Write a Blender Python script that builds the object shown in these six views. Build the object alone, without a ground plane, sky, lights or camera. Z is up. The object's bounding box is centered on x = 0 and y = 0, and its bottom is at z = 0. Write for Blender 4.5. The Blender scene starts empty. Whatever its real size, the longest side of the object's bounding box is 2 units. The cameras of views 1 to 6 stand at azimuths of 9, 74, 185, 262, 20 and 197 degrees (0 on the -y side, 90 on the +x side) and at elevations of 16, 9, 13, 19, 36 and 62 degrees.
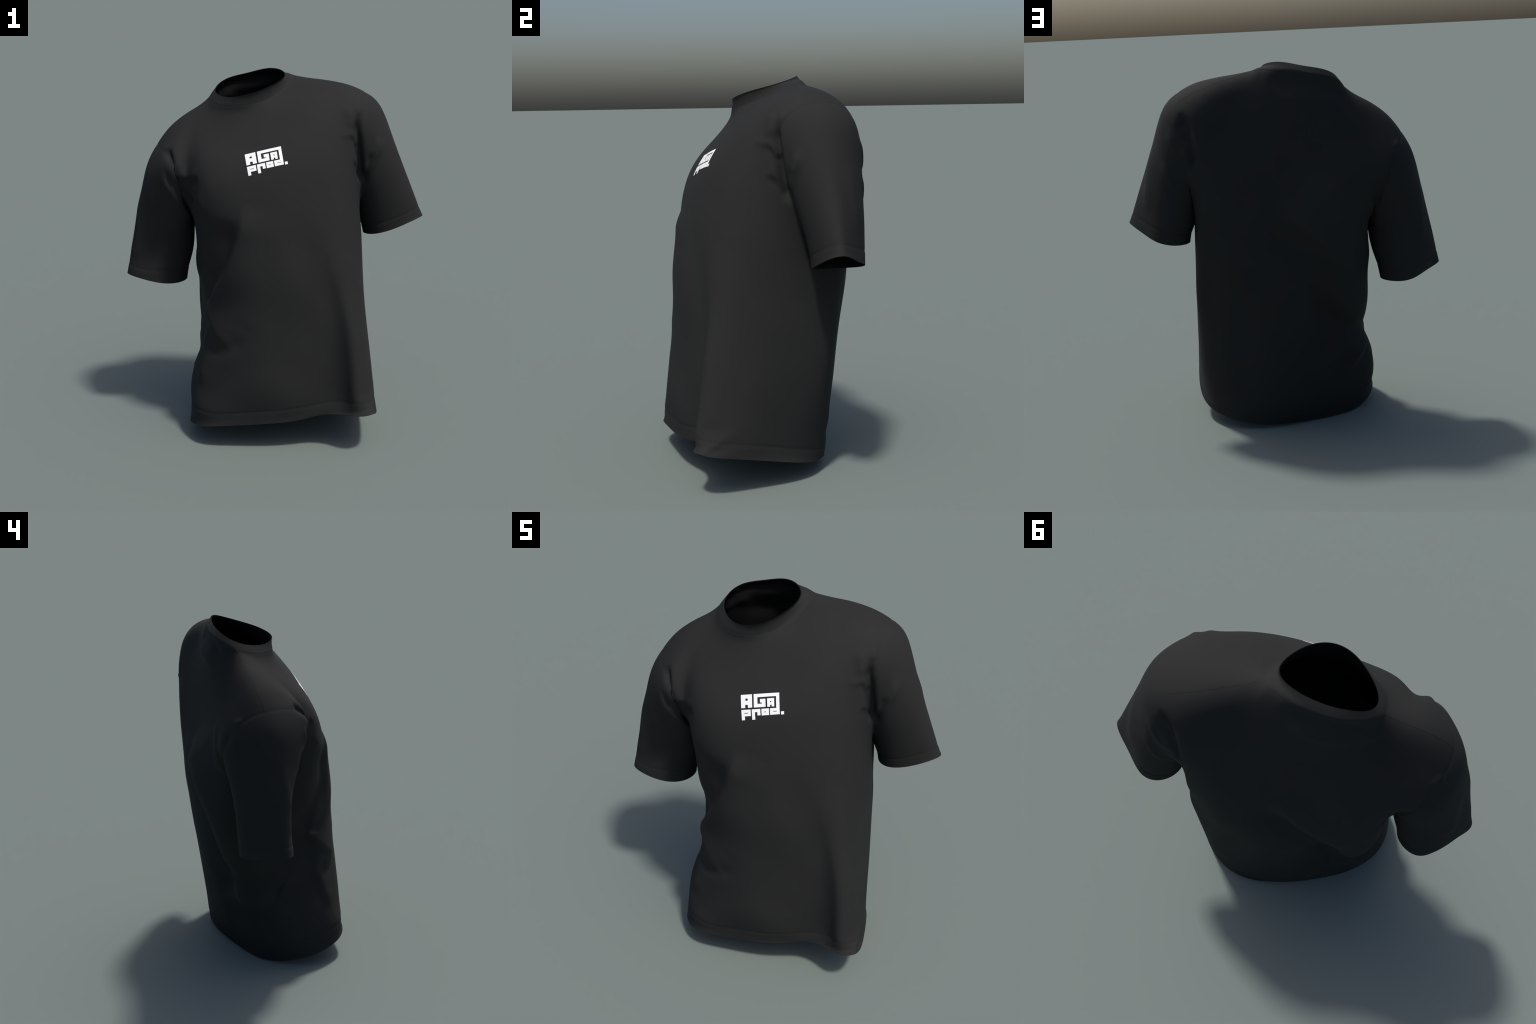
"""Black crew-neck T-shirt, worn-looking but empty, with a white block-letter chest print.

The cloth is one smooth sheet.  Its shape is given by cross-sections of the body, rows of
the yoke, the neckline and the sleeve sections; a quad cage through them is
Catmull-Clark subdivided, creased with folds, given thickness and cut into parts.
"""
import bpy
import numpy as np
from mathutils import Vector
from mathutils.bvhtree import BVHTree

AROUND = 24          # control points round a body section
LEVELS = 4           # subdivision steps
THICK = 0.0045       # cloth thickness
PRINT_CORNERS = [(-.096, -.220, 1.597), (.115, -.202, 1.644), (.140, -.265, 1.543), (-.068, -.285, 1.496)]

# Hem edge and hem stitch line, 24 points round: right side, front, left side, back
HEM_EDGE = [
    (-0.433, -0.331, 0.093), (-0.361, -0.421, 0.113), (-0.269, -0.457, 0.133), (-0.149, -0.452, 0.142),
    (-0.016, -0.449, 0.154), (0.114, -0.439, 0.164), (0.228, -0.412, 0.178), (0.325, -0.389, 0.199),
    (0.412, -0.418, 0.215), (0.498, -0.455, 0.226), (0.577, -0.446, 0.225), (0.614, -0.382, 0.218),
    (0.601, -0.266, 0.193), (0.578, -0.116, 0.159), (0.546, 0.039, 0.118), (0.484, 0.169, 0.079),
    (0.378, 0.266, 0.063), (0.254, 0.312, 0.038), (0.106, 0.295, 0.018), (-0.046, 0.229, 0.009),
    (-0.204, 0.148, 0.002), (-0.343, 0.061, -0.001), (-0.429, -0.073, 0.023), (-0.466, -0.212, 0.060),
]
STITCH_LINE = [
    (-0.376, -0.412, 0.205), (-0.261, -0.457, 0.193), (-0.124, -0.447, 0.207), (0.022, -0.444, 0.222),
    (0.158, -0.440, 0.231), (0.265, -0.407, 0.245), (0.352, -0.384, 0.257), (0.427, -0.402, 0.265),
    (0.479, -0.432, 0.276), (0.517, -0.439, 0.276), (0.566, -0.391, 0.265), (0.600, -0.292, 0.256),
    (0.584, -0.161, 0.236), (0.546, -0.007, 0.190), (0.493, 0.144, 0.145), (0.415, 0.258, 0.106),
    (0.295, 0.314, 0.078), (0.141, 0.315, 0.063), (-0.031, 0.274, 0.066), (-0.203, 0.198, 0.082),
    (-0.355, 0.099, 0.109), (-0.461, -0.009, 0.138), (-0.471, -0.135, 0.168), (-0.437, -0.287, 0.192),
]
# Sections between hem and chest: share of the way up, then (x, y) round the body
BODY_RINGS = [
    (0.099, [
    (-0.364, -0.372), (-0.251, -0.436), (-0.118, -0.460), (0.023, -0.465), (0.155, -0.443), (0.267, -0.405),
    (0.362, -0.387), (0.436, -0.395), (0.491, -0.410), (0.533, -0.397), (0.566, -0.333), (0.586, -0.230),
    (0.566, -0.102), (0.537, 0.040), (0.497, 0.170), (0.415, 0.257), (0.287, 0.308), (0.136, 0.330),
    (-0.025, 0.302), (-0.183, 0.232), (-0.326, 0.135), (-0.440, 0.022), (-0.480, -0.105), (-0.438, -0.249),
]),
    (0.215, [
    (-0.353, -0.337), (-0.245, -0.415), (-0.117, -0.449), (0.016, -0.449), (0.144, -0.422), (0.262, -0.399),
    (0.359, -0.379), (0.434, -0.384), (0.489, -0.390), (0.532, -0.358), (0.556, -0.279), (0.569, -0.170),
    (0.552, -0.045), (0.531, 0.085), (0.499, 0.198), (0.414, 0.267), (0.282, 0.313), (0.135, 0.346),
    (-0.020, 0.328), (-0.167, 0.266), (-0.292, 0.171), (-0.389, 0.054), (-0.448, -0.073), (-0.427, -0.211),
]),
    (0.330, [
    (-0.340, -0.298), (-0.250, -0.388), (-0.125, -0.433), (0.004, -0.442), (0.129, -0.417), (0.242, -0.381),
    (0.340, -0.360), (0.417, -0.359), (0.472, -0.363), (0.518, -0.318), (0.542, -0.230), (0.550, -0.118),
    (0.539, 0.006), (0.522, 0.127), (0.493, 0.227), (0.410, 0.288), (0.283, 0.332), (0.138, 0.362),
    (-0.013, 0.351), (-0.157, 0.299), (-0.276, 0.213), (-0.354, 0.102), (-0.390, -0.023), (-0.381, -0.161),
]),
    (0.445, [
    (-0.342, -0.259), (-0.268, -0.372), (-0.141, -0.419), (-0.013, -0.432), (0.107, -0.416), (0.218, -0.392),
    (0.311, -0.362), (0.384, -0.337), (0.446, -0.329), (0.499, -0.278), (0.528, -0.188), (0.533, -0.075),
    (0.526, 0.047), (0.513, 0.164), (0.486, 0.257), (0.405, 0.304), (0.283, 0.344), (0.143, 0.378),
    (-0.005, 0.375), (-0.149, 0.331), (-0.277, 0.255), (-0.372, 0.155), (-0.403, 0.034), (-0.375, -0.108),
]),
    (0.560, [
    (-0.340, -0.191), (-0.270, -0.307), (-0.156, -0.381), (-0.042, -0.417), (0.072, -0.411), (0.177, -0.397),
    (0.264, -0.358), (0.343, -0.322), (0.422, -0.301), (0.482, -0.248), (0.513, -0.155), (0.523, -0.042),
    (0.517, 0.080), (0.502, 0.195), (0.485, 0.284), (0.404, 0.321), (0.285, 0.358), (0.148, 0.395),
    (0.002, 0.400), (-0.144, 0.365), (-0.279, 0.295), (-0.386, 0.200), (-0.424, 0.085), (-0.384, -0.048),
]),
    (0.675, [
    (-0.358, -0.126), (-0.305, -0.260), (-0.204, -0.358), (-0.089, -0.401), (0.021, -0.397), (0.120, -0.387),
    (0.209, -0.352), (0.302, -0.317), (0.393, -0.284), (0.461, -0.225), (0.498, -0.131), (0.516, -0.017),
    (0.512, 0.103), (0.496, 0.216), (0.485, 0.301), (0.402, 0.338), (0.286, 0.383), (0.151, 0.420),
    (0.007, 0.424), (-0.137, 0.392), (-0.268, 0.328), (-0.370, 0.236), (-0.423, 0.123), (-0.407, 0.004),
]),
    (0.791, [
    (-0.412, -0.077), (-0.361, -0.221), (-0.257, -0.319), (-0.140, -0.358), (-0.042, -0.365), (0.052, -0.368),
    (0.152, -0.347), (0.257, -0.311), (0.359, -0.270), (0.442, -0.211), (0.491, -0.121), (0.512, -0.005),
    (0.507, 0.118), (0.486, 0.226), (0.467, 0.310), (0.389, 0.361), (0.278, 0.413), (0.148, 0.443),
    (0.008, 0.435), (-0.130, 0.402), (-0.255, 0.351), (-0.354, 0.276), (-0.424, 0.172), (-0.454, 0.052),
]),
    (0.895, [
    (-0.427, 0.005), (-0.391, -0.168), (-0.306, -0.291), (-0.205, -0.340), (-0.117, -0.350), (-0.018, -0.341),
    (0.097, -0.322), (0.214, -0.292), (0.323, -0.253), (0.413, -0.199), (0.479, -0.121), (0.510, -0.009),
    (0.500, 0.126), (0.480, 0.268), (0.451, 0.355), (0.367, 0.393), (0.257, 0.423), (0.132, 0.431),
    (0.000, 0.416), (-0.130, 0.389), (-0.249, 0.353), (-0.346, 0.300), (-0.416, 0.228), (-0.448, 0.135),
]),
]
# Chest section at armpit height
CHEST = [
    (-0.430, 0.100, 1.102), (-0.404, -0.136, 1.183), (-0.347, -0.266, 1.279), (-0.269, -0.314, 1.374),
    (-0.182, -0.307, 1.450), (-0.080, -0.285, 1.507), (0.046, -0.269, 1.549), (0.173, -0.251, 1.569),
    (0.288, -0.223, 1.555), (0.384, -0.184, 1.505), (0.457, -0.121, 1.417), (0.498, -0.022, 1.295),
    (0.490, 0.131, 1.166), (0.468, 0.320, 1.136), (0.426, 0.399, 1.146), (0.340, 0.421, 1.171),
    (0.234, 0.426, 1.194), (0.115, 0.415, 1.211), (-0.010, 0.394, 1.221), (-0.133, 0.373, 1.223),
    (-0.245, 0.349, 1.213), (-0.340, 0.317, 1.191), (-0.409, 0.274, 1.157), (-0.446, 0.215, 1.120),
]
# Front panel above the armpit, row by row, armhole to armhole
FRONT_YOKE = [
  # row a
  list((    (-0.447, -0.109, 1.309), (-0.416, -0.164, 1.344), (-0.378, -0.232, 1.411), (-0.322, -0.269, 1.490),
    (-0.236, -0.247, 1.548), (-0.127, -0.215, 1.599), (0.000, -0.194, 1.642), (0.131, -0.183, 1.669),
    (0.251, -0.173, 1.669), (0.350, -0.151, 1.635), (0.423, -0.107, 1.573), (0.472, -0.039, 1.502),
    (0.506, 0.046, 1.454),
)),
  # row b
  list((    (-0.470, -0.222, 1.481), (-0.430, -0.171, 1.493), (-0.401, -0.179, 1.536), (-0.354, -0.194, 1.587),
    (-0.268, -0.173, 1.628), (-0.159, -0.150, 1.674), (-0.037, -0.130, 1.717), (0.090, -0.113, 1.747),
    (0.211, -0.106, 1.761), (0.316, -0.096, 1.757), (0.395, -0.070, 1.736), (0.451, -0.040, 1.708),
    (0.489, -0.017, 1.679),
)),
  # row c
  list((    (-0.508, -0.189, 1.577), (-0.457, -0.131, 1.616), (-0.419, -0.098, 1.644), (-0.369, -0.093, 1.675),
    (-0.286, -0.089, 1.701), (-0.183, -0.092, 1.735), (-0.067, -0.083, 1.770), (0.053, -0.060, 1.803),
    (0.169, -0.033, 1.832), (0.275, -0.009, 1.853), (0.365, 0.011, 1.866), (0.441, 0.019, 1.865),
    (0.509, 0.025, 1.821),
)),
  # row d
  list((    (-0.581, -0.067, 1.604), (-0.512, -0.033, 1.687), (-0.441, 0.011, 1.736), (-0.376, 0.023, 1.771),
    (-0.305, -0.009, 1.775), (-0.208, -0.051, 1.784), (-0.090, -0.062, 1.805), (0.029, -0.023, 1.838),
    (0.130, 0.048, 1.882), (0.217, 0.114, 1.924), (0.321, 0.147, 1.935), (0.437, 0.162, 1.930),
    (0.530, 0.180, 1.883),
)),
]
# Back panel above the armpit, row by row, armhole to armhole
BACK_YOKE = [
  # row a
  list((    (-0.493, 0.247, 1.229), (-0.458, 0.274, 1.252), (-0.408, 0.300, 1.283), (-0.337, 0.321, 1.315),
    (-0.245, 0.339, 1.339), (-0.139, 0.355, 1.351), (-0.024, 0.373, 1.352), (0.093, 0.397, 1.344),
    (0.206, 0.420, 1.326), (0.308, 0.433, 1.303), (0.389, 0.426, 1.279), (0.443, 0.380, 1.267),
    (0.477, 0.299, 1.272),
)),
  # row b
  list((    (-0.549, 0.301, 1.351), (-0.485, 0.298, 1.387), (-0.418, 0.302, 1.420), (-0.341, 0.311, 1.450),
    (-0.250, 0.321, 1.474), (-0.149, 0.336, 1.489), (-0.042, 0.354, 1.493), (0.067, 0.378, 1.488),
    (0.174, 0.405, 1.475), (0.272, 0.427, 1.455), (0.352, 0.435, 1.433), (0.412, 0.428, 1.413),
    (0.459, 0.408, 1.395),
)),
  # row c
  list((    (-0.594, 0.282, 1.465), (-0.516, 0.277, 1.518), (-0.436, 0.275, 1.557), (-0.351, 0.284, 1.591),
    (-0.259, 0.300, 1.616), (-0.163, 0.319, 1.633), (-0.063, 0.338, 1.643), (0.038, 0.356, 1.644),
    (0.138, 0.377, 1.637), (0.235, 0.401, 1.621), (0.320, 0.426, 1.599), (0.390, 0.446, 1.570),
    (0.444, 0.446, 1.533),
)),
  # row d
  list((    (-0.631, 0.203, 1.554), (-0.550, 0.210, 1.630), (-0.453, 0.220, 1.689), (-0.360, 0.240, 1.732),
    (-0.273, 0.279, 1.762), (-0.183, 0.311, 1.782), (-0.086, 0.327, 1.796), (0.009, 0.332, 1.805),
    (0.099, 0.333, 1.807), (0.190, 0.350, 1.798), (0.291, 0.388, 1.771), (0.389, 0.427, 1.730),
    (0.462, 0.430, 1.683),
)),
]
# Shoulder seams, neckline and collar rim
SHOULDER_RIGHT = [
    (-0.658, 0.074, 1.616), (-0.595, 0.110, 1.722), (-0.462, 0.149, 1.818), (-0.356, 0.174, 1.864),
]
SHOULDER_LEFT = [
    (0.130, 0.269, 1.980), (0.260, 0.325, 1.950), (0.412, 0.375, 1.887), (0.505, 0.371, 1.839),
]
NECK_FRONT = [
    (-0.333, 0.070, 1.838), (-0.239, -0.030, 1.823), (-0.111, -0.072, 1.832), (0.021, -0.004, 1.857),
    (0.106, 0.141, 1.917),
]
NECK_BACK = [
    (-0.296, 0.264, 1.912), (-0.209, 0.312, 1.932), (-0.108, 0.319, 1.950), (-0.016, 0.313, 1.970),
    (0.062, 0.278, 1.980),
]
COLLAR_RIM = [
    (-0.318, 0.194, 1.913), (-0.310, 0.106, 1.882), (-0.238, 0.007, 1.868), (-0.145, -0.059, 1.880),
    (-0.058, -0.059, 1.898), (0.016, -0.000, 1.923), (0.067, 0.086, 1.944), (0.089, 0.178, 1.972),
    (0.051, 0.242, 1.996), (-0.033, 0.280, 2.004), (-0.144, 0.278, 1.973), (-0.256, 0.257, 1.956),
]
# Sleeve sections from the armhole to the cuff edge: armpit, front, top, back
SLEEVE_RIGHT = [
  list((    (-0.441, 0.091, 1.106), (-0.450, -0.049, 1.194), (-0.498, -0.153, 1.331), (-0.563, -0.178, 1.462), (-0.648, -0.093, 1.510),
    (-0.720, 0.038, 1.508), (-0.706, 0.192, 1.468), (-0.654, 0.273, 1.364), (-0.573, 0.270, 1.232), (-0.493, 0.209, 1.135),
)),
  list((    (-0.442, 0.095, 1.040), (-0.461, -0.006, 1.082), (-0.537, -0.080, 1.162), (-0.634, -0.097, 1.247), (-0.725, -0.057, 1.295),
    (-0.756, 0.031, 1.294), (-0.739, 0.152, 1.257), (-0.684, 0.233, 1.183), (-0.594, 0.243, 1.098), (-0.499, 0.190, 1.044),
)),
  list((    (-0.458, 0.103, 0.955), (-0.485, 0.018, 0.974), (-0.579, -0.041, 1.000), (-0.696, -0.048, 1.029), (-0.791, -0.024, 1.061),
    (-0.809, 0.028, 1.068), (-0.777, 0.125, 1.041), (-0.710, 0.209, 0.996), (-0.613, 0.237, 0.961), (-0.516, 0.189, 0.951),
)),
  list((    (-0.490, 0.108, 0.880), (-0.516, 0.022, 0.882), (-0.613, -0.042, 0.878), (-0.736, -0.065, 0.881), (-0.827, -0.038, 0.900),
    (-0.839, 0.025, 0.913), (-0.795, 0.112, 0.893), (-0.724, 0.195, 0.863), (-0.631, 0.231, 0.856), (-0.539, 0.190, 0.870),
)),
  list((    (-0.501, 0.112, 0.807), (-0.532, 0.015, 0.802), (-0.625, -0.049, 0.813), (-0.745, -0.065, 0.849), (-0.840, -0.036, 0.869),
    (-0.848, 0.028, 0.865), (-0.771, 0.099, 0.843), (-0.707, 0.186, 0.820), (-0.639, 0.226, 0.808), (-0.550, 0.190, 0.805),
)),
]
# Sleeve sections from the armhole to the cuff edge: armpit, front, top, back
SLEEVE_LEFT = [
  list((    (0.483, 0.159, 1.233), (0.520, 0.067, 1.363), (0.557, 0.025, 1.544), (0.593, 0.061, 1.721), (0.618, 0.199, 1.823),
    (0.596, 0.365, 1.788), (0.529, 0.419, 1.633), (0.477, 0.416, 1.471), (0.460, 0.371, 1.328), (0.461, 0.276, 1.237),
)),
  list((    (0.477, 0.169, 1.214), (0.540, 0.088, 1.281), (0.616, 0.067, 1.401), (0.677, 0.107, 1.528), (0.691, 0.199, 1.598),
    (0.650, 0.309, 1.573), (0.598, 0.394, 1.484), (0.534, 0.409, 1.368), (0.478, 0.360, 1.263), (0.452, 0.270, 1.204),
)),
  list((    (0.484, 0.179, 1.162), (0.560, 0.106, 1.197), (0.660, 0.099, 1.262), (0.750, 0.136, 1.330), (0.786, 0.195, 1.365),
    (0.739, 0.270, 1.345), (0.671, 0.365, 1.301), (0.592, 0.409, 1.248), (0.509, 0.367, 1.194), (0.461, 0.277, 1.159),
)),
  list((    (0.501, 0.192, 1.109), (0.571, 0.118, 1.122), (0.680, 0.116, 1.158), (0.788, 0.149, 1.196), (0.845, 0.189, 1.211),
    (0.802, 0.239, 1.192), (0.718, 0.324, 1.166), (0.636, 0.399, 1.151), (0.547, 0.377, 1.131), (0.490, 0.293, 1.113),
)),
  list((    (0.499, 0.209, 1.065), (0.566, 0.127, 1.073), (0.678, 0.115, 1.107), (0.791, 0.138, 1.157), (0.857, 0.181, 1.181),
    (0.828, 0.236, 1.168), (0.741, 0.304, 1.127), (0.665, 0.386, 1.097), (0.582, 0.382, 1.073), (0.511, 0.310, 1.063),
)),
]
# Folds: name, cloth piece, raised (+) or sunk (-) by, width to the left and right of the path, roundness, fade-in, fade-out, path
FOLDS = [
    ("flute hollow", "body", -0.022, 0.1, 0.1, 0.025, 0.45, 0, ((0.316, -0.287, 1.277), (0.353, -0.316, 1.032), (0.385, -0.350, 0.777), (0.408, -0.379, 0.553), (0.413, -0.394, 0.375), (0.432, -0.410, 0.280))),
    ("flute ridge", "body", 0.022, 0.1, 0.055, 0.01, 0.4, 0, ((0.333, -0.277, 1.286), (0.385, -0.311, 0.994), (0.445, -0.340, 0.781), (0.473, -0.367, 0.639), (0.491, -0.392, 0.487), (0.508, -0.421, 0.322), (0.542, -0.411, 0.283))),
    ("back diagonal ridge", "body", 0.065, 0.25, 0.055, 0.01, 0.2, 0.12, ((0.003, 0.381, 1.331), (-0.101, 0.382, 1.190), (-0.211, 0.363, 1.081), (-0.295, 0.300, 0.861), (-0.312, 0.237, 0.662), (-0.306, 0.183, 0.510), (-0.338, 0.119, 0.403), (-0.395, 0.050, 0.309))),
    ("back diagonal hollow", "body", -0.055, 0.08, 0.16, 0.02, 0.25, 0.12, ((0.151, 0.416, 1.219), (0.003, 0.412, 1.109), (-0.200, 0.365, 0.918), (-0.247, 0.299, 0.699), (-0.259, 0.234, 0.515), (-0.295, 0.170, 0.394))),
    ("armhole cleft", "all", -0.028, 0.016, 0.018, 0.004, 0.08, 0.08, ((0.507, 0.021, 1.763), (0.491, 0.003, 1.738), (0.488, -0.004, 1.693), (0.495, 0.004, 1.625), (0.494, 0.013, 1.561), (0.496, 0.030, 1.485), (0.500, 0.066, 1.379))),
    ("armhole cleft", "all", -0.022, 0.016, 0.02, 0.004, 0.05, 0.06, ((-0.549, -0.085, 1.609), (-0.507, -0.170, 1.554), (-0.475, -0.198, 1.497), (-0.463, -0.176, 1.419), (-0.439, -0.140, 1.355), (-0.382, -0.209, 1.342))),
    ("armhole back cleft", "all", -0.022, 0.016, 0.02, 0.005, 0.08, 0.05, ((0.494, 0.383, 1.778), (0.470, 0.408, 1.731), (0.448, 0.422, 1.691), (0.439, 0.433, 1.627), (0.428, 0.437, 1.549), (0.433, 0.426, 1.465))),
    ("armhole back cleft", "all", -0.014, 0.016, 0.02, 0.005, 0.1, 0.05, ((-0.605, 0.253, 1.481), (-0.582, 0.278, 1.438), (-0.552, 0.290, 1.368), (-0.515, 0.272, 1.292), (-0.494, 0.236, 1.232))),
    ("armhole back hollow", "all", -0.01, 0.018, 0.02, 0.006, 0.05, 0.05, ((-0.605, 0.241, 1.507), (-0.602, 0.259, 1.470), (-0.607, 0.268, 1.428), (-0.612, 0.271, 1.387))),
    ("side fold ridge", "body", 0.026, 0.13, 0.028, 0.008, 0.15, 0.06, ((-0.073, -0.336, 1.363), (-0.089, -0.354, 1.257), (-0.136, -0.360, 1.115), (-0.195, -0.350, 0.972), (-0.281, -0.277, 0.820), (-0.331, -0.211, 0.705))),
    ("side fold hollow", "body", -0.026, 0.045, 0.09, 0.02, 0.15, 0.1, ((-0.172, -0.338, 1.296), (-0.191, -0.340, 1.154), (-0.243, -0.319, 0.993), (-0.329, -0.203, 0.832), (-0.338, -0.180, 0.758))),
    ("side edge", "body", 0.012, 0.06, 0.03, 0.008, 0.06, 0.1, ((-0.326, -0.211, 0.735), (-0.299, -0.270, 0.714), (-0.304, -0.291, 0.651), (-0.332, -0.275, 0.557), (-0.338, -0.305, 0.464), (-0.348, -0.333, 0.385), (-0.356, -0.359, 0.307))),
    ("hip crease", "body", -0.008, 0.03, 0.025, 0.012, 0.04, 0.12, ((-0.327, -0.275, 0.585), (-0.289, -0.345, 0.532), (-0.185, -0.408, 0.566), (-0.055, -0.430, 0.657))),
    ("hip dent", "body", -0.004, 0.05, 0.04, 0.02, 0.06, 0.06, ((-0.204, -0.398, 0.584), (-0.118, -0.420, 0.652), (-0.054, -0.423, 0.729))),
    ("waist hollow", "body", -0.022, 0.04, 0.05, 0.02, 0.2, 0.02, ((-0.120, 0.382, 0.806), (-0.223, 0.304, 0.664), (-0.316, 0.193, 0.564), (-0.400, -0.062, 0.474))),
    ("waist bulge", "body", 0.012, 0.05, 0.06, 0.02, 0.02, 0.1, ((-0.452, -0.066, 0.290), (-0.403, 0.022, 0.366), (-0.312, 0.159, 0.447))),
    ("back soft ridge", "body", 0.008, 0.04, 0.05, 0.015, 0.2, 0.1, ((-0.013, 0.383, 0.669), (-0.101, 0.324, 0.489), (-0.143, 0.275, 0.337), (-0.204, 0.199, 0.127))),
    ("nape hollow", "body", -0.02, 0.03, 0.035, 0.012, 0.12, 0.08, ((0.054, 0.305, 1.913), (-0.058, 0.320, 1.907), (-0.212, 0.302, 1.893), (-0.259, 0.281, 1.863), (-0.309, 0.246, 1.837))),
    ("back left ridge", "body", 0.014, 0.07, 0.08, 0.02, 0.15, 0.1, ((0.342, 0.426, 1.597), (0.299, 0.427, 1.424), (0.282, 0.409, 1.010), (0.348, 0.303, 0.424), (0.335, 0.289, 0.172))),
    ("nape ridge", "body", 0.013, 0.03, 0.03, 0.01, 0.1, 0.1, ((0.010, 0.328, 1.829), (-0.119, 0.321, 1.807), (-0.221, 0.298, 1.791), (-0.282, 0.272, 1.785))),
    ("nape dent", "body", -0.008, 0.016, 0.016, 0.006, 0.05, 0.05, ((-0.240, 0.291, 1.868), (-0.303, 0.252, 1.838), (-0.360, 0.211, 1.800))),
    ("front soft pleat", "body", 0.006, 0.06, 0.05, 0.02, 0.2, 0.2, ((0.262, -0.282, 1.391), (0.314, -0.340, 0.964), (0.327, -0.385, 0.521))),
    ("armpit crease ridge", "body", 0.0072, 0.012, 0.03, 0.005, 0.02, 0.1, ((0.492, 0.004, 1.599), (0.477, -0.013, 1.642), (0.453, -0.034, 1.669), (0.415, -0.068, 1.675), (0.369, -0.089, 1.704))),
    ("armpit crease hollow", "body", -0.0072, 0.015, 0.013, 0.005, 0.02, 0.04, ((0.487, 0.001, 1.578), (0.475, -0.017, 1.615), (0.460, -0.031, 1.644), (0.441, -0.047, 1.660))),
    ("armpit crease ridge", "body", 0.0064, 0.012, 0.03, 0.005, 0.02, 0.06, ((0.495, 0.035, 1.443), (0.485, 0.001, 1.500), (0.469, -0.031, 1.527), (0.447, -0.070, 1.539))),
    ("armpit crease hollow", "body", -0.008, 0.016, 0.014, 0.005, 0.02, 0.04, ((0.496, 0.045, 1.407), (0.485, 0.004, 1.472), (0.472, -0.027, 1.505), (0.459, -0.052, 1.521))),
    ("armpit soft ridge", "body", 0.009, 0.022, 0.022, 0.008, 0.06, 0.05, ((0.417, 0.012, 1.831), (0.443, -0.019, 1.756), (0.452, -0.032, 1.687))),
    ("armpit soft ridge", "body", 0.007, 0.016, 0.016, 0.006, 0.04, 0.02, ((0.475, 0.043, 1.832), (0.493, 0.021, 1.785), (0.501, 0.017, 1.764))),
    ("sleeve fold hollow", "left", -0.01, 0.014, 0.012, 0.004, 0.05, 0.03, ((0.562, 0.039, 1.570), (0.543, 0.041, 1.491), (0.509, 0.073, 1.377))),
    ("sleeve fold ridge", "left", 0.01, 0.02, 0.016, 0.006, 0.06, 0.05, ((0.605, 0.078, 1.644), (0.590, 0.055, 1.560), (0.561, 0.045, 1.500), (0.507, 0.055, 1.429))),
    ("sleeve soft ridge", "left", 0.005, 0.025, 0.02, 0.006, 0.06, 0.05, ((0.603, 0.085, 1.671), (0.597, 0.063, 1.603), (0.572, 0.047, 1.519))),
    ("armpit crease ridge", "body", 0.0072, 0.03, 0.01, 0.004, 0.01, 0.06, ((-0.470, -0.196, 1.479), (-0.419, -0.175, 1.470), (-0.338, -0.241, 1.486))),
    ("armpit crease hollow", "body", -0.0088, 0.018, 0.02, 0.005, 0.01, 0.03, ((-0.459, -0.172, 1.415), (-0.403, -0.189, 1.438), (-0.345, -0.241, 1.468))),
    ("armpit soft ridge", "body", 0.006, 0.03, 0.02, 0.008, 0.05, 0.06, ((-0.369, -0.230, 1.393), (-0.329, -0.268, 1.325), (-0.311, -0.280, 1.272))),
    ("sleeve fold ridge", "right", 0.01, 0.018, 0.018, 0.006, 0.1, 0.05, ((-0.574, -0.140, 1.506), (-0.542, -0.160, 1.415), (-0.492, -0.134, 1.321), (-0.445, -0.011, 1.196))),
    ("sleeve fold hollow", "right", -0.01, 0.016, 0.018, 0.006, 0.08, 0.05, ((-0.547, -0.159, 1.510), (-0.523, -0.172, 1.443), (-0.485, -0.156, 1.368), (-0.494, 0.218, 1.192))),
    ("sleeve soft ridge", "right", 0.004, 0.02, 0.025, 0.008, 0.08, 0.08, ((-0.662, -0.085, 1.388), (-0.632, -0.105, 1.320), (-0.582, -0.095, 1.216))),
    ("sleeve front ridge", "right", 0.007, 0.025, 0.03, 0.008, 0.15, 0.08, ((-0.718, 0.003, 1.398), (-0.729, -0.007, 1.339), (-0.749, -0.012, 1.245), (-0.751, -0.021, 1.215), (-0.755, -0.036, 1.081), (-0.796, -0.033, 0.945))),
    ("sleeve back ridge", "left", 0.012, 0.06, 0.035, 0.01, 0.15, 0.16, ((0.663, 0.257, 1.615), (0.681, 0.286, 1.504), (0.700, 0.306, 1.372), (0.721, 0.315, 1.216))),
    ("sleeve back ridge", "right", 0.006, 0.03, 0.04, 0.008, 0.1, 0.08, ((-0.718, 0.143, 1.380), (-0.730, 0.144, 1.290), (-0.741, 0.155, 1.139), (-0.744, 0.164, 1.001))),
    ("sleeve back fold", "left", 0.009, 0.016, 0.018, 0.005, 0.08, 0.03, ((0.557, 0.381, 1.704), (0.542, 0.399, 1.647), (0.499, 0.419, 1.557), (0.448, 0.434, 1.568))),
    ("sleeve back fold", "left", 0.007, 0.018, 0.018, 0.005, 0.08, 0.03, ((0.609, 0.366, 1.535), (0.578, 0.394, 1.468), (0.533, 0.402, 1.393), (0.459, 0.393, 1.392))),
    ("sleeve back hollow", "left", -0.012, 0.018, 0.018, 0.006, 0.05, 0.04, ((0.508, 0.398, 1.730), (0.482, 0.417, 1.681), (0.452, 0.433, 1.606))),
    ("armhole pucker", "body", 0.0036, 0.012, 0.012, 0.004, 0.03, 0.02, ((-0.594, 0.234, 1.532), (-0.622, 0.196, 1.553), (-0.632, 0.181, 1.557))),
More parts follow.
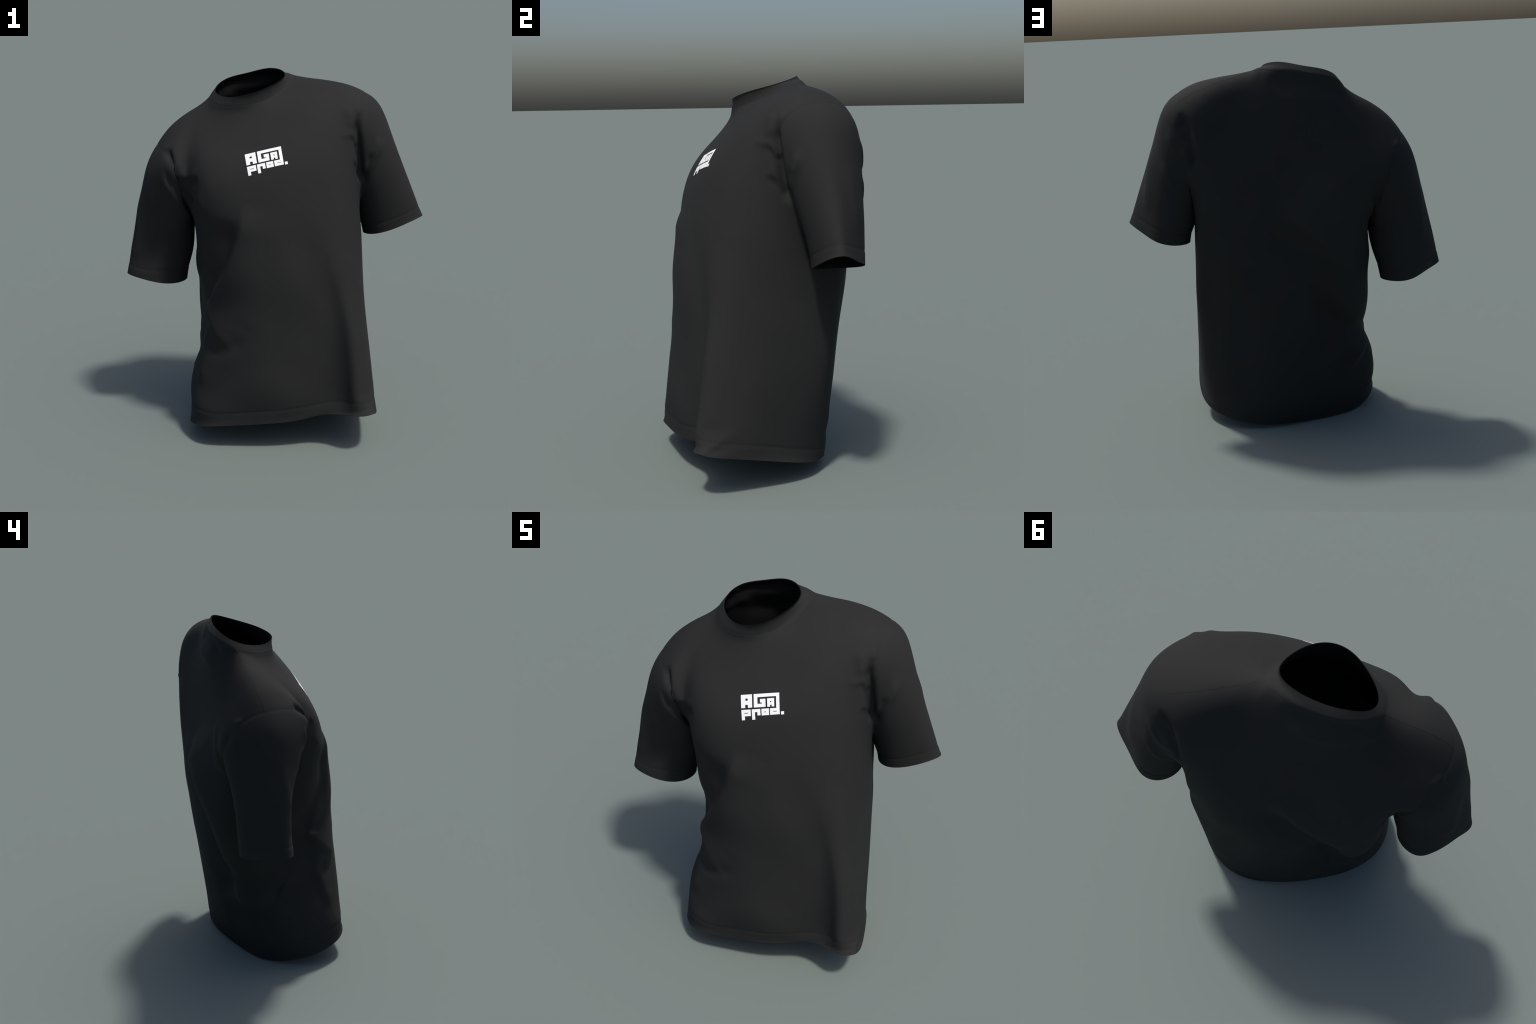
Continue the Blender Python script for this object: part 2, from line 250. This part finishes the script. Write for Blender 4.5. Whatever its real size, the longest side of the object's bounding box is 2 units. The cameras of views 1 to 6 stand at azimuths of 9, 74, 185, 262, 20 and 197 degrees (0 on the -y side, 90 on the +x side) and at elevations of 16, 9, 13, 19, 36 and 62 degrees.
    ("side body fold", "body", 0.007, 0.02, 0.03, 0.008, 0.1, 0.05, ((-0.404, 0.286, 1.521), (-0.435, 0.295, 1.422), (-0.448, 0.284, 1.296), (-0.458, 0.256, 1.233))),
]

# ======================================================================
#  From the control sections to one smooth sheet of cloth
# ======================================================================
def build_cage():
    """Quad cage of the whole garment: body tube, yoke panels, collar, two sleeves."""
    pts, key = [], {}

    def put(name, p):
        if name not in key:
            key[name] = len(pts)
            pts.append(p)
        return key[name]

    ring_ids = []
    hem_z = [p[2] for p in STITCH_LINE]
    for level, ring in [(None, HEM_EDGE), (None, STITCH_LINE)] + BODY_RINGS + [(None, CHEST)]:
        row = []
        for i, p in enumerate(ring):
            if level is not None:               # the rings between hem and chest share its tilt
                p = (p[0], p[1], hem_z[i] * (1 - level) + CHEST[i][2] * level)
            row.append(put(("ring", len(ring_ids), i), p))
        ring_ids.append(row)
    faces, tags = [], []
    for r in range(len(ring_ids) - 1):
        for i in range(AROUND):
            j = (i + 1) % AROUND
            faces.append((ring_ids[r][i], ring_ids[r][j], ring_ids[r + 1][j], ring_ids[r + 1][i]))
            tags.append("hem" if r == 0 else "front_panel" if i < AROUND // 2 else "back_panel")

    cols = AROUND // 2
    top = len(FRONT_YOKE) + 1
    panel = {}
    for side, rows in (("front", FRONT_YOKE), ("back", BACK_YOKE)):
        panel[side] = [[ring_ids[-1][c if side == "front" else (AROUND - c) % AROUND] for c in range(cols + 1)]]
        for r, row in enumerate(rows):
            panel[side].append([put((side, r, c), p) for c, p in enumerate(row)])
        neck = NECK_FRONT if side == "front" else NECK_BACK
        edge = list(SHOULDER_RIGHT) + list(neck) + list(SHOULDER_LEFT)
        panel[side].append([put(("top", c) if c <= 3 or c >= 9 else (side, top, c), p) for c, p in enumerate(edge)])
        for r in range(top):
            for c in range(cols):
                q = (panel[side][r][c], panel[side][r][c + 1], panel[side][r + 1][c + 1], panel[side][r + 1][c])
                faces.append(q if side == "front" else q[::-1])
                tags.append(side + "_panel")

    neck_loop = panel["front"][top][3:10] + panel["back"][top][8:3:-1]
    neck_crease = list(zip(neck_loop, neck_loop[1:] + neck_loop[:1]))     # soft: one step only
    creases = []
    rim_loop = [put(("rim", k), p) for k, p in enumerate(COLLAR_RIM)]
    for k in range(12):
        j = (k + 1) % 12
        faces.append((neck_loop[k], neck_loop[j], rim_loop[j], rim_loop[k]))
        tags.append("collar")

    for name, rings, col in (("right", SLEEVE_RIGHT, 0), ("left", SLEEVE_LEFT, cols)):
        prev = [panel["front"][r][col] for r in range(top + 1)] + [panel["back"][r][col] for r in range(top - 1, 0, -1)]
        creases += list(zip(prev[-3:] + prev[:3], prev[-2:] + prev[:4]))      # the sleeve folds sharply under the arm
        for k, ring in enumerate(rings):
            cur = [put((name, k, i), p) for i, p in enumerate(ring)]
            for i in range(len(cur)):
                j = (i + 1) % len(cur)
                q = (prev[i], prev[j], cur[j], cur[i])
                faces.append(q if name == "right" else q[::-1])
                tags.append(("cuff_" if k == len(rings) - 1 else "sleeve_") + name)
            prev = cur
    return np.array(pts, float), np.array(faces), np.array(tags), creases, neck_crease


def subdivide(P, F, tags, creases):
    """One Catmull-Clark step on an all-quad mesh with open borders.

    creases holds vertex pairs that stay sharp in this step; returns the pairs of the next level too."""
    n, nf, dim = len(P), len(F), P.shape[1]
    a, b = F.ravel(), np.roll(F, -1, axis=1).ravel()
    pair = np.stack([np.minimum(a, b), np.maximum(a, b)], 1)
    edges, which = np.unique(pair, axis=0, return_inverse=True)
    which = which.reshape(nf, 4)
    ne = len(edges)
    fp = P[F].mean(1)
    ends = P[edges[:, 0]] + P[edges[:, 1]]
    fsum, cnt = np.zeros((ne, dim)), np.zeros(ne)
    for k in range(4):
        np.add.at(fsum, which[:, k], fp)
        np.add.at(cnt, which[:, k], 1)
    sharp = cnt < 2
    lookup = {(int(x), int(y)): e for e, (x, y) in enumerate(edges)}
    kept = [(lookup[min(x, y), max(x, y)], x, y) for x, y in creases]
    sharp[[e for e, _, _ in kept]] = True
    ep = np.where(sharp[:, None], ends / 2, (ends + fsum) / 4)
    m, vf, ve = np.zeros(n), np.zeros((n, dim)), np.zeros((n, dim))
    for k in range(4):
        np.add.at(vf, F[:, k], fp)
    for k in (0, 1):
        np.add.at(m, edges[:, k], 1)
        np.add.at(ve, edges[:, k], P[edges[:, 1 - k]])
    m = m[:, None]
    vp = vf / m ** 2 + ve / m ** 2 + P * (m - 2) / m
    eb = edges[sharp]
    on, near = np.zeros(n, int), np.zeros((n, dim))
    for k in (0, 1):
        np.add.at(on, eb[:, k], 1)
        np.add.at(near, eb[:, k], P[eb[:, 1 - k]])
    two = on == 2
    vp[two] = .75 * P[two] + .125 * near[two]
    out = np.concatenate([vp, ep, fp])
    fi = n + ne + np.arange(nf)
    quads = [np.stack([F[:, k], n + which[:, k], fi, n + which[:, k - 1]], 1) for k in range(4)]
    halves = [h for e, x, y in kept for h in ((x, n + e), (n + e, y))]
    return out, np.concatenate(quads), np.tile(tags, 4), halves


def vertex_normals(P, F):
    fn = np.cross(P[F[:, 2]] - P[F[:, 0]], P[F[:, 3]] - P[F[:, 1]])
    N = np.zeros_like(P)
    for k in range(4):
        np.add.at(N, F[:, k], fn)
    return N / (np.linalg.norm(N, axis=1)[:, None] + 1e-12)


def spline(ctrl, step=.012):
    """Smooth curve (Catmull-Rom) through control points."""
    p = np.array(ctrl, float)
    q = np.vstack([2 * p[0] - p[1], p, 2 * p[-1] - p[-2]])
    out = []
    for i in range(1, len(q) - 2):
        m = max(2, int(np.linalg.norm(q[i + 1] - q[i]) / step))
        for t in np.arange(m) / m:
            out.append(.5 * (2 * q[i] + (q[i + 1] - q[i - 1]) * t
                             + (2 * q[i - 1] - 5 * q[i] + 4 * q[i + 1] - q[i + 2]) * t ** 2
                             + (3 * q[i] - q[i - 1] - 3 * q[i + 1] + q[i + 2]) * t ** 3))
    return np.array(out + [p[-1]])


def ease(x):
    x = np.clip(x, 0, 1)
    return x * x * (3 - 2 * x)


def fold_height(P, N, allowed, height, left, right, tip, fade_in, fade_out, ctrl):
    """Height that one fold adds to each vertex: a ridge or hollow along a path, uneven on its two sides."""
    path = spline(ctrl)
    T = np.gradient(path, axis=0)
    T /= np.linalg.norm(T, axis=1)[:, None]
    arc = np.r_[0, np.cumsum(np.linalg.norm(np.diff(path, axis=0), axis=1))]
    reach = 4 * max(left, right) + .05
    near = np.where(allowed & ((P > path.min(0) - reach) & (P < path.max(0) + reach)).all(1))[0]
    out = np.zeros(len(P))
    if not len(near):
        return out
    p, n = P[near], N[near]
    best, at = np.full(len(near), 1e9), np.zeros(len(near), int)
    for j in range(len(path)):
        d = ((p - path[j]) ** 2).sum(1)
        closer = d < best
        best[closer], at[closer] = d[closer], j
    delta, t = p - path[at], T[at]
    along = (delta * t).sum(1)
    a = arc[at] + np.where((at == 0) | (at == len(path) - 1), along, np.clip(along, -.02, .02))
    side = np.cross(n, t)
    side /= np.linalg.norm(side, axis=1)[:, None] + 1e-9
    s, off = (delta * side).sum(1), (delta * n).sum(1)
    g = np.exp(-((np.sqrt(s * s + tip * tip) - tip) / np.where(s > 0, left, right)) ** 1.5)
    g *= (ease(a / fade_in) if fade_in else 1) * (ease((arc[-1] - a) / fade_out) if fade_out else 1) * np.exp(-(off / .12) ** 4)
    beyond = np.maximum(0, np.where(at == 0, -along, np.where(at == len(path) - 1, along, 0)) - .05)
    out[near] = height * g * np.exp(-(beyond / .03) ** 2)
    return out


# ======================================================================
#  Build
# ======================================================================
P, F, TAGS, creases, neck_crease = build_cage()
for step in range(LEVELS):
    soft = neck_crease if step == 0 else []
    P, F, TAGS, halves = subdivide(P, F, TAGS, soft + (creases if step < 2 else []))
    creases = halves[2 * len(soft):]

N = vertex_normals(P, F)
is_left, is_right = np.char.endswith(TAGS, "_left"), np.char.endswith(TAGS, "_right")
region = {}
for key, mask in (("left", is_left), ("right", is_right), ("body", ~is_left & ~is_right), ("all", is_left | ~is_left)):
    region[key] = np.zeros(len(P), bool)
    region[key][F[mask].ravel()] = True
lift = np.zeros(len(P))
for name, piece, *spec in FOLDS:
    lift += fold_height(P, N, region[piece], *spec)
P = P + N * lift[:, None]
N = vertex_normals(P, F)


def touches(mask):
    t = np.zeros(len(P), bool)
    t[F[mask].ravel()] = True
    return t


def seam_distance(mask_a, mask_b):
    """Distance of every vertex to the seam between two sets of faces."""
    line = P[touches(mask_a) & touches(mask_b)]
    d = np.full(len(P), 1.0)
    c = np.where(((P > line.min(0) - .05) & (P < line.max(0) + .05)).all(1))[0]
    for k in range(0, len(c), 2000):
        q = P[c[k:k + 2000]]
        d[c[k:k + 2000]] = np.sqrt(((q[:, None] - line[None]) ** 2).sum(-1).min(1))
    return d


# stitched seams pull the cloth in a little
cuff_l, cuff_r, band, neckband = TAGS == "cuff_left", TAGS == "cuff_right", TAGS == "hem", TAGS == "collar"
sleeve_l, sleeve_r = TAGS == "sleeve_left", TAGS == "sleeve_right"
torso = (TAGS == "front_panel") | (TAGS == "back_panel")
for a, b, depth, width in ((band, torso, .0018, .010), (cuff_l, sleeve_l, .0015, .008), (cuff_r, sleeve_r, .0015, .008),
                           (neckband, torso, .0008, .005), (sleeve_l, torso, .0015, .008), (sleeve_r, torso, .0015, .008)):
    P = P - N * (depth * np.exp(-(seam_distance(a, b) / width) ** 2))[:, None]
N = vertex_normals(P, F)


# ---------------------------------------------------------------- materials
def cloth_material(name, tint):
    m = bpy.data.materials.new(name)
    m.use_nodes = True
    nt = m.node_tree
    b = nt.nodes["Principled BSDF"]
    co = nt.nodes.new("ShaderNodeTexCoord")
    knit = nt.nodes.new("ShaderNodeTexNoise")
    knit.inputs["Scale"].default_value = 420
    knit.inputs["Detail"].default_value = 2
    wash = nt.nodes.new("ShaderNodeTexNoise")
    wash.inputs["Scale"].default_value = 3
    mix = nt.nodes.new("ShaderNodeMath")
    mix.operation = "MULTIPLY_ADD"
    mix.inputs[1].default_value = .25
    ramp = nt.nodes.new("ShaderNodeValToRGB")
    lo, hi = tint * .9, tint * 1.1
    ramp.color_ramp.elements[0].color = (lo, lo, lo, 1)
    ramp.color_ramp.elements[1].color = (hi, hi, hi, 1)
    ramp.color_ramp.elements[0].position = .3
    ramp.color_ramp.elements[1].position = .9
    bump = nt.nodes.new("ShaderNodeBump")
    bump.inputs["Strength"].default_value = .04
    bump.inputs["Distance"].default_value = .001
    link = nt.links.new
    link(co.outputs["Object"], knit.inputs["Vector"])
    link(co.outputs["Object"], wash.inputs["Vector"])
    link(knit.outputs["Fac"], mix.inputs[0])
    link(wash.outputs["Fac"], mix.inputs[2])
    link(mix.outputs[0], ramp.inputs["Fac"])
    link(ramp.outputs["Color"], b.inputs["Base Color"])
    link(knit.outputs["Fac"], bump.inputs["Height"])
    link(bump.outputs["Normal"], b.inputs["Normal"])
    b.inputs["Roughness"].default_value = .85
    b.inputs["Specular IOR Level"].default_value = .14
    return m


def print_material():
    m = bpy.data.materials.new("white_print_ink")
    m.use_nodes = True
    nt = m.node_tree
    b = nt.nodes["Principled BSDF"]
    co = nt.nodes.new("ShaderNodeTexCoord")
    noise = nt.nodes.new("ShaderNodeTexNoise")
    noise.inputs["Scale"].default_value = 60
    ramp = nt.nodes.new("ShaderNodeValToRGB")
    ramp.color_ramp.elements[0].color = (.94, .94, .95, 1)
    ramp.color_ramp.elements[1].color = (1, 1, 1, 1)
    nt.links.new(co.outputs["Object"], noise.inputs["Vector"])
    nt.links.new(noise.outputs["Fac"], ramp.inputs["Fac"])
    nt.links.new(ramp.outputs["Color"], b.inputs["Base Color"])
    b.inputs["Roughness"].default_value = .6
    return m


CLOTH = cloth_material("black_cotton", .0235)
INNER_DARK_CLOTH = cloth_material("black_cotton_inner_darker", .005)  # much darker colour for the inner faces of the cloth
INK = print_material()


# ---------------------------------------------------------------- objects
def empty(name, parent=None):
    ob = bpy.data.objects.new(name, None)
    ob.parent = parent
    bpy.context.scene.collection.objects.link(ob)
    return ob


def mesh_object(name, verts, faces, normals, material, parent):
    me = bpy.data.meshes.new(name)
    me.from_pydata([tuple(v) for v in verts], [], faces)
    me.polygons.foreach_set("use_smooth", [True] * len(me.polygons))
    if normals is not None:
        me.normals_split_custom_set_from_vertices([tuple(v) for v in normals])
    me.materials.append(material)
    ob = bpy.data.objects.new(name, me)
    ob.parent = parent
    bpy.context.scene.collection.objects.link(ob)
    return ob


def cloth_piece(name, mask, proud, parent):
    """Cut one piece out of the sheet and give it thickness; 'proud' lifts doubled bands."""
    used = np.unique(F[mask])
    loc = np.full(len(P), -1)
    loc[used] = np.arange(len(used))
    f = loc[F[mask]]
    k = len(used)
    verts = np.concatenate([P[used] + N[used] * proud, P[used] - N[used] * (THICK + proud)])
    edges = np.stack([f, np.roll(f, -1, 1)], -1).reshape(-1, 2).tolist()
    known = set(map(tuple, edges))
    border = [(a, b) for a, b in edges if (b, a) not in known]
    rim = []
    extra, extra_n = [], []
    for a, b in border:
        if (used[a], used[b]) in OPEN:                       # a cut edge: close it over the thickness
            rim.append((b, a, a + k, b + k))
        elif proud:                                          # a doubled band: small step down to its neighbour
            for layer, turn in ((0, 1), (k, -1)):
                n = N[used[[a, b]]] * turn
                top = verts[[a + layer, b + layer]]
                quad = np.concatenate([top, (top - n * (proud + .0005))[::-1]])
                face_n = np.cross(quad[1] - quad[0], quad[3] - quad[0]) * -1
                base = 2 * k + len(extra)
                extra += list(quad)
                extra_n += [face_n / (np.linalg.norm(face_n) + 1e-12) * turn] * 4
                rim.append((base + 3, base + 2, base + 1, base) if layer == 0 else (base, base + 1, base + 2, base + 3))
    faces = f.tolist() + (f[:, ::-1] + k).tolist() + rim
    normals = np.concatenate([N[used], -N[used]])
    if extra:
        verts, normals = np.concatenate([verts, extra]), np.concatenate([normals, extra_n])
    ob = mesh_object(name, verts, faces, normals, CLOTH, parent)
    ob.data.materials.append(INNER_DARK_CLOTH)
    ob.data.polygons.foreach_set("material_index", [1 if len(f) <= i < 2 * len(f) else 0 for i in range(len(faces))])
    return ob


all_edges = np.stack([F, np.roll(F, -1, 1)], -1).reshape(-1, 2)
paired = set(map(tuple, all_edges.tolist()))
OPEN = {(a, b) for a, b in paired if (b, a) not in paired}   # hem, cuffs and collar rim

shirt = empty("t_shirt")
shirt["label"] = "black short-sleeved crew-neck T-shirt with a small white chest print"
shirt["category"] = "T-shirt"
cloth_piece("front_panel", TAGS == "front_panel", .0005, shirt)
cloth_piece("back_panel", TAGS == "back_panel", 0, shirt)
cloth_piece("collar", neckband, .0009, shirt)
cloth_piece("hem", band, .001, shirt)
for sleeve_mask, cuff_mask in ((sleeve_r, cuff_r), (sleeve_l, cuff_l)):
    sleeve = cloth_piece("sleeve", sleeve_mask, 0, shirt)
    cloth_piece("cuff", cuff_mask, .001, sleeve)

# ---------------------------------------------------------------- chest print
# Block letters as bars on a drawing grid (u to the wearer's left, v down), laid on the chest.
GRID_W, GRID_H = 1655, 995
CORNERS = [Vector(c) for c in PRINT_CORNERS]
LETTERS = [
    # big A
    [(0, 0, 436, 157), (0, 157, 173, 242), (267, 157, 436, 242), (0, 242, 436, 403), (0, 403, 160, 522), (267, 403, 436, 522)],
    # G whose top bar runs on over the small a and down the right side into the d
    [(503, 0, 1493, 133), (503, 133, 648, 391), (503, 391, 960, 527), (816, 208, 960, 391), (747, 208, 816, 348),
     (1369, 133, 1493, 595), (1123, 595, 1493, 710), (1123, 710, 1240, 733), (1385, 710, 1493, 733), (1123, 733, 1493, 850)],
    # small a
    [(1026, 200, 1295, 310), (1026, 310, 1138, 357), (1186, 310, 1295, 357), (1026, 357, 1295, 460), (1026, 460, 1133, 532), (1193, 460, 1295, 532)],
    # p
    [(0, 590, 367, 713), (0, 713, 113, 738), (263, 713, 367, 738), (0, 738, 367, 846), (0, 846, 124, 995)],
    # r
    [(413, 593, 748, 710), (413, 710, 533, 998), (628, 710, 748, 842)],
    # o
    [(793, 591, 1083, 712), (793, 712, 885, 735), (975, 712, 1083, 735), (793, 735, 1083, 853)],
    # full stop
    [(1540, 743, 1655, 868)],
]
front = F[TAGS == "front_panel"]
chest = BVHTree.FromPolygons([tuple(p) for p in P], front.tolist())


def on_chest(u, v, height):
    s, t = u / GRID_W, v / GRID_H
    a = CORNERS[0].lerp(CORNERS[1], s).lerp(CORNERS[3].lerp(CORNERS[2], s), t)
    hit, normal, *_ = chest.find_nearest(a)
    if normal.y > 0:
        normal.negate()
    return hit + normal * height


chest_print = empty("chest_print", shirt)
for bars in LETTERS:
    verts, faces, seen, cells = [], [], {}, set()
    xs = sorted({b[i] for b in bars for i in (0, 2)})
    ys = sorted({b[i] for b in bars for i in (1, 3)})

    def fill(cuts):                              # split long spans so the bars follow the cloth
        out = []
        for a, b in zip(cuts, cuts[1:]):
            m = max(1, round((b - a) / 45))
            out += [a + (b - a) * k / m for k in range(m)]
        return out + [cuts[-1]]
    xs, ys = fill(xs), fill(ys)
    for i in range(len(xs) - 1):
        for j in range(len(ys) - 1):
            cx, cy = (xs[i] + xs[i + 1]) / 2, (ys[j] + ys[j + 1]) / 2
            if any(b[0] < cx < b[2] and b[1] < cy < b[3] for b in bars):
                cells.add((i, j))

    def corner(i, j, layer):
        if (i, j, layer) not in seen:
            seen[i, j, layer] = len(verts)
            verts.append(on_chest(xs[i], ys[j], .0014 if layer else -.001))
        return seen[i, j, layer]
    for i, j in sorted(cells):
        c = [(i, j), (i, j + 1), (i + 1, j + 1), (i + 1, j)]
        faces.append([corner(*q, 1) for q in c])
        for k, step in enumerate(((-1, 0), (0, 1), (1, 0), (0, -1))):
            if (i + step[0], j + step[1]) not in cells:
                a, b = c[k], c[(k + 1) % 4]
                faces.append([corner(*b, 1), corner(*a, 1), corner(*a, 0), corner(*b, 0)])
    ob = mesh_object("letter", verts, faces, None, INK, chest_print)
    ob.data.polygons.foreach_set("use_smooth", [False] * len(ob.data.polygons))
